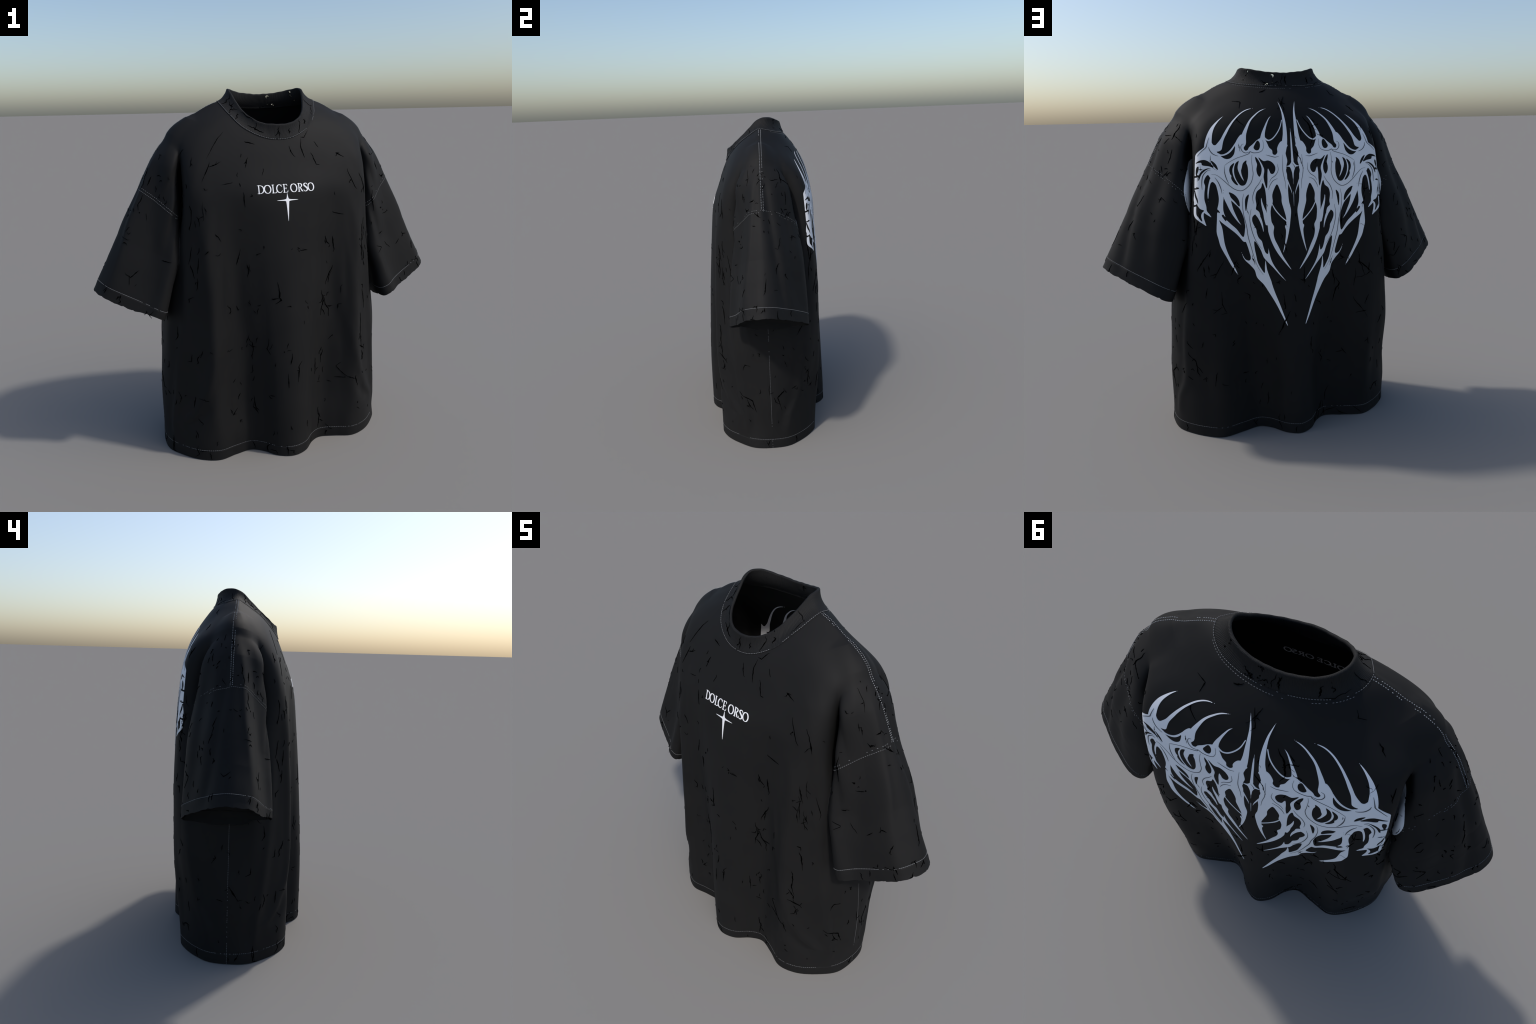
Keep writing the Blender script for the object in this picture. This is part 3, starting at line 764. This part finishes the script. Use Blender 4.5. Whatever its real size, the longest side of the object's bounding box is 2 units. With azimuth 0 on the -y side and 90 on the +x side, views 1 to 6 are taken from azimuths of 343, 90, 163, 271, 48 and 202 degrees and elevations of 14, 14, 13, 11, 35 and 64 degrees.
PV, PF = flat_mesh(PRINT, 2.2, ((0, 600), (640, 1900)), .75)
FV, FF = flat_mesh(FLARE, 3.0)
free = lambda P: np.abs(field(P)) < .004
back_print = back
for side in (1, -1):
    ink_object("back_print", PV, PF, lambda q: on_back(q, side), back_print, M_PRINT, keep=free)
    ink_object("print_end", FV, FF, lambda q: on_sleeve_back(q, side), back_print, M_PRINT, keep=free)
    up_ = [f for f in PF if PV[f, 1].min() > 1250 and not (PV[f, 0].max() > 435 and PV[f, 1].min() > 1500)]
    ink_object("print_show_through", PV, up_, lambda q: on_back(q, side), back_print, M_PRINT, inside=True, keep=free)
    LV, LF = [], []
    for l in LINES:
        d = np.gradient(l, axis=0); d /= np.maximum(np.linalg.norm(d, axis=1, keepdims=True), 1e-6)
        nrm = np.stack([-d[:, 1], d[:, 0]], 1); w = 1.5 * np.sin(np.linspace(.25, np.pi - .25, len(l)))[:, None]
        a, na = on_back(l + nrm * w, side); b, nb = on_back(l - nrm * w, side)
        o = len(LV); k = len(l)
        LV += list(a + na * .0021) + list(b + nb * .0021) + list(a) + list(b)
        for i in range(k - 1):
            LF += [[o + i, o + i + 1, o + k + i + 1, o + k + i], [o + i, o + 2 * k + i, o + 2 * k + i + 1, o + i + 1],
                   [o + k + i, o + k + i + 1, o + 3 * k + i + 1, o + 3 * k + i]]
    ob = mesh_object("contour_lines", np.array(LV), LF, back_print, M_LINE); ob["kind"] = "stuff"

# chest lettering: serif capitals drawn with thick and thin strokes in a 42 mm tall box
def letter(ch):
    stem = lambda x, r=2.7: blade(INK, [(x, 1.5, r), (x, 21, r), (x, 40.5, r)])
    serif = lambda x0, x1, y: blade(INK, [(x0, y, .8), ((x0 + x1) / 2, y, 1.2), (x1, y, .8)])
    foot = lambda: blade(INK, [(1, 1.2, .9), (14, 1.2, 1.1), (23, 1.4, 1.5), (26.5, 4, 1.5), (28.5, 11.5, .5)])
    if ch == "D":
        stem(8); serif(1, 14, 1.1); serif(1, 14, 40.9)
        blade(INK, [(8, 40.9, 1), (18, 40.2, 1.3), (28, 34, 2.5), (32.3, 21, 3.0), (28, 8, 2.5), (18, 1.8, 1.4), (8, 1.1, 1)])
    elif ch == "O":
        blade(INK, [(17.5, 41.2, 1.3), (8, 36, 2.6), (3.8, 21, 3.0), (8.5, 6, 2.7), (18, .8, 1.3), (27, 6, 2.6), (31.2, 21, 3.0), (26.5, 36, 2.7), (17.5, 41.2, 1.3)])
    elif ch == "L":
        stem(8); serif(1, 15, 40.9); foot()
    elif ch == "C":
        blade(INK, [(27.5, 31, 1.0), (25.5, 36.5, 1.7), (17, 41, 1.4), (8, 35, 2.7), (3.9, 21, 3.0), (8, 7, 2.8), (18, 1, 1.5), (25.5, 3.5, 1.4), (30.5, 11, .6)])
        blade(INK, [(27, 41, .5), (27, 36, 1.2), (27.8, 29.5, .6)])
    elif ch == "E":
        stem(7); foot(); blade(INK, [(1, 40.9, .9), (14, 40.9, 1.1), (21.5, 40.7, 1.4), (24, 38, 1.4), (25, 32, .5)])
        blade(INK, [(7, 21.5, 1), (19, 21.5, 1.2)]); blade(INK, [(19, 26.5, .5), (18.6, 21.5, 1.4), (19, 16.5, .5)])
    elif ch == "R":
        stem(7); serif(1, 13, 1.1); serif(1, 13, 40.9)
        blade(INK, [(7, 40.9, 1), (16, 40.4, 1.4), (22.5, 36.5, 2.7), (23.5, 31, 3.1), (20.5, 25, 2.4), (14, 21.6, 1.2), (7, 21.3, .9)])
        blade(INK, [(14, 21.5, 1.6), (19, 13, 3.1), (24.5, 4, 2.9), (30, .9, .8)])
    else:
        blade(INK, [(21, 32, .6), (18.8, 38, 1.4), (12.5, 41, 1.7), (6, 37.5, 2.9), (5.2, 31.5, 3.4), (10.5, 25, 3.7), (17, 18, 3.7), (19.8, 11, 3.4), (17, 4, 2.6), (10.5, 1, 1.7), (5, 3.2, 1.3), (2.3, 11, .6)])

chest = front
for ch, x0, x1 in (("D", -155, -120), ("O", -119, -82.5), ("L", -79, -51), ("C", -53, -21), ("E", -18, 10), ("O", 23.5, 59.5), ("R", 63.5, 94), ("S", 95.5, 120.5), ("O", 121.5, 156)):
    letter(ch)
    c = np.vstack([k[2] for k in STROKES]); lo, hi = c[:, 0].min() - 1, c[:, 0].max() + 1
    for k in STROKES: k[2][:, 0] = x0 + (k[2][:, 0] - lo) / (hi - lo) * (x1 - x0); k[2][:, 1] += 1466.8
    v2, f2 = flat_mesh(STROKES, 1.0); STROKES.clear()
    ink_object("letter", v2, f2, on_front, chest, M_CHEST)
    o = ink_object("letter_show_through", v2, f2, on_front, chest, M_CHEST, inside=True)
CX, CZ = 2.4, 1428.3
for ax, az, L, w in ((0, 1, 35.5, [8.6, 5.8, 3.4, 1.8, .3]), (0, -1, 110, [8.6, 6.2, 4.4, 2.5, .3]), (1, 0, 62, [8.6, 4.2, 2.6, 1.6, .25]), (-1, 0, 60, [8.6, 4.2, 2.6, 1.6, .25])):
    blade(INK, [(CX + ax * L * t, CZ + az * L * t, r) for t, r in zip((0, .22, .45, .72, 1), w)])
for a in (45, 135, 225, 315):
    blade(INK, [(CX, CZ, 9), (CX + 6.5 * math.cos(math.radians(a)), CZ + 6.5 * math.sin(math.radians(a)), 3.0)])
v2, f2 = flat_mesh(STROKES, 1.2); STROKES.clear()
ink_object("star", v2, f2, on_front, chest, M_CHEST)

# ------------------------------------------------------------------ black slivers laid on the cloth, modelling the unlit inside behind slits
def trunk_point(th, z):
    r = trunk.radius(z, th)
    return project_on(f_trunk, np.stack([r * np.cos(th), CY + r * np.sin(th), z], -1), 2)

def arm_point(a, s, side):
    return project_on(f_sleeve, sleeve_point(s, a, side)[0], 2)

def split_strip(P, w):
    """solid sliver along a path: pointed ends, uneven edges"""
    Nn = unit(gradient(P)); tg = unit(np.gradient(P, axis=0)); sd = np.cross(Nn, tg)
    l = w * (.25 + 1.1 * RNG.random(len(P)) ** 1.5); r = w * (.25 + 1.1 * RNG.random(len(P)) ** 1.5)
    a = P + sd * l[:, None]; b = P - sd * r[:, None]
    n = len(P)
    v = np.vstack([a + Nn * .0016, b + Nn * .0016, a - Nn * .001, b - Nn * .001]); f = []
    for i in range(n - 1):
        f += [[i, n + i, n + i + 1, i + 1], [i, i + 1, 2 * n + i + 1, 2 * n + i], [n + i + 1, n + i, 3 * n + i, 3 * n + i + 1]]
    return v, f

SV, SF = [], []
def add_split(P, half):
    if not (np.abs(field(P)) < .004).all(): return
    if ((np.abs(P[:, 0]) < .18) & (P[:, 1] < -.2) & (np.abs(P[:, 2] - 1.42) < .12)).any(): return
    n = len(P); t = np.linspace(0, 1, n)
    peak = .25 + .5 * RNG.random()
    w = half * np.clip(np.minimum(t / peak, (1 - t) / (1 - peak)), .04, 1) ** .8
    v, f = split_strip(P, w); o = sum(len(k) for k in SV)
    SV.append(v); SF.extend([[i + o for i in q] for q in f])

def wander(n, length, lean, jag):
    """crooked path in flat cloth metres (across, up): straight runs joined by sudden kinks"""
    k = int(RNG.integers(2, 4 + length * 30))
    cuts = np.sort(RNG.random(k)); a = lean + RNG.normal(0, jag * 1.6, k + 1)
    if RNG.random() < .25: a[-1] += RNG.choice([-1, 1]) * RNG.uniform(.8, 1.6)
    t = np.linspace(0, 1, n); aa = a[np.searchsorted(cuts, t)]
    st = length / n
    return np.cumsum(np.stack([np.sin(aa) * st, np.cos(aa) * st], 1), 0)

def trunk_split(th0, z0, length, half, lean=0., jag=.28):
    p = wander(int(7 + length * 70), length, lean, jag)
    z = np.clip(z0 + p[:, 1], .004, 1.93); r0 = trunk.radius(np.array([z0]), np.array([th0]))[0]
    th = (th0 + p[:, 0] / max(r0, .15) + np.pi) % (2 * np.pi) - np.pi
    P = trunk_point(th, z)
    if ((np.abs(P[:, 0]) < .36) & (P[:, 2] > 1.6)).any() and (neck_side(P) > -.012).any(): return
    add_split(P, half)
    if length > .05 and RNG.random() < .3:              # a branch
        j = int(RNG.integers(len(th) // 4, 3 * len(th) // 4))
        trunk_split(th[j], z[j], length * RNG.uniform(.25, .5), half * .8, lean + RNG.choice([-1, 1]) * RNG.uniform(.4, 1.1), jag)

def arm_split(a0, s0, side, length, half, lean=0., jag=.3):
    p = wander(int(7 + length * 80), length, lean, jag)
    s = np.clip(s0 + p[:, 1], -.1, CUFF - .004)
    add_split(arm_point((a0 + p[:, 0] / .22 + np.pi) % (2 * np.pi) - np.pi, s, side), half)

def x_to_theta(x, z, face):
    t = -np.pi / 2 if face < 0 else np.pi / 2
    for _ in range(12):
        t = math.acos(max(-.999, min(.999, x / trunk.radius(np.array([z]), np.array([t]))[0]))) * (1 if face > 0 else -1)
    return t

def long_or_short():
    return RNG.choice([.022, .036, .055, .09, .15], p=[.26, .24, .20, .18, .12]) * RNG.uniform(.8, 1.25)

either = lambda: math.pi if RNG.random() < .5 else 0
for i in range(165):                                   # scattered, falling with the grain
    face = -1 if i % 5 < 3 else 1
    z = RNG.uniform(.08, 1.25) if RNG.random() < .8 else RNG.uniform(1.25, 1.75)
    L = long_or_short()
    trunk_split(x_to_theta(RNG.uniform(-.58, .58), z, face), z, L, RNG.uniform(.0014, .0032) + L * .012, RNG.normal(0, .16) + either(), .2)
for side in (0, math.pi):                              # down the sides
    for i in range(30):
        L = long_or_short()
        trunk_split(side + RNG.uniform(-.55, .55), RNG.uniform(.06, .78), L, RNG.uniform(.0014, .003) + L * .01, RNG.normal(0, .35) + either(), .3)
for i in range(30):                                    # over the shoulders and round the neck
    trunk_split(RNG.uniform(-np.pi, np.pi), RNG.uniform(1.58, 1.90), RNG.uniform(.02, .09), RNG.uniform(.0014, .0034), RNG.normal(0, .7) + either(), .45)
for row in (.36, .63, .88, 1.17, 1.5):                 # broken level rows
    for i in range(19):
        trunk_split(RNG.uniform(-np.pi, np.pi), row + RNG.normal(0, .012), RNG.uniform(.014, .045), RNG.uniform(.0012, .003), RNG.normal(math.pi / 2, .5), .5)
for side in (1, -1):                                   # along the armpit edges
    for face in (-1, 1):
        for i in range(18):
            z = RNG.uniform(.75, 1.68)
            trunk_split(x_to_theta(side * RNG.uniform(.45, .505), z, face), z, RNG.uniform(.03, .15), RNG.uniform(.0016, .0038), RNG.normal(0, .1) + either(), .15)
    for i in range(70):
        arm_split(RNG.uniform(-2.2, 2.2), RNG.uniform(-.10, .76), side, RNG.choice([.022, .04, .07, .11], p=[.4, .3, .2, .1]) * RNG.uniform(.8, 1.2), RNG.uniform(.0014, .0034), RNG.normal(0, .3) + either() if RNG.random() < .7 else math.pi / 2, .35)
    for i in range(26):
        arm_split(RNG.uniform(-2.2, 2.2), RNG.choice([.02, .12, .21, .36]) + RNG.normal(0, .01), side, RNG.uniform(.015, .05), RNG.uniform(.0014, .0032), math.pi / 2, .5)
    for i in range(12):
        arm_split(RNG.uniform(-2.6, 2.6), RNG.uniform(CUFF - .08, CUFF - .03), side, RNG.uniform(.03, .06), RNG.uniform(.002, .004), RNG.normal(0, .3), .4)
for i in range(26):                                    # through the hem
    trunk_split(RNG.uniform(-np.pi, np.pi), .002, RNG.uniform(.03, .11), RNG.uniform(.0018, .0036), RNG.normal(0, .2), .3)
ob = mesh_object("cloth_slit_shade", np.vstack(SV), SF, root, M_SLIT_SHADE, smooth_shade=False); ob["kind"] = "stuff"

SV, SF = [], []
def collar_point(ia, t):
    i = np.round(ia).astype(int) % NA
    sg = sag[i] * 4 * t * (1 - t)
    return seam[i] + (rimp[i] - seam[i]) * t[:, None] + outn[i] * (.0038 - sg)[:, None], outn[i]
for i in range(24):
    n = 9; t = np.linspace(RNG.uniform(-.02, .35), RNG.uniform(.5, 1.0), n)
    ia = RNG.uniform(0, NA) + np.cumsum(RNG.normal(0, 2.2, n))
    if RNG.random() < .3: ia = ia[0] + np.linspace(0, RNG.uniform(20, 50), n); t = np.clip(RNG.uniform(.1, .8) + np.cumsum(RNG.normal(0, .06, n)), 0, 1)
    P, nn = collar_point(ia, t)
    tg = unit(np.gradient(P, axis=0) + 1e-9); sd = np.cross(nn, tg); k = np.linspace(0, 1, n)
    w = RNG.uniform(.001, .0026) * np.clip(4 * k * (1 - k), .05, 1) * (.5 + RNG.random(n))
    a = P + sd * w[:, None]; b = P - sd * w[:, None]; o = sum(len(q) for q in SV)
    SV.append(np.vstack([a + nn * .0012, b + nn * .0012, a - nn * .004, b - nn * .004]))
    for j in range(n - 1):
        SF += [[o + j, o + n + j, o + n + j + 1, o + j + 1], [o + j, o + j + 1, o + 2 * n + j + 1, o + 2 * n + j], [o + n + j + 1, o + n + j, o + 3 * n + j, o + 3 * n + j + 1]]
ob = mesh_object("collar_slit_shade", np.vstack(SV), SF, collar, M_SLIT_SHADE, smooth_shade=False); ob["kind"] = "stuff"
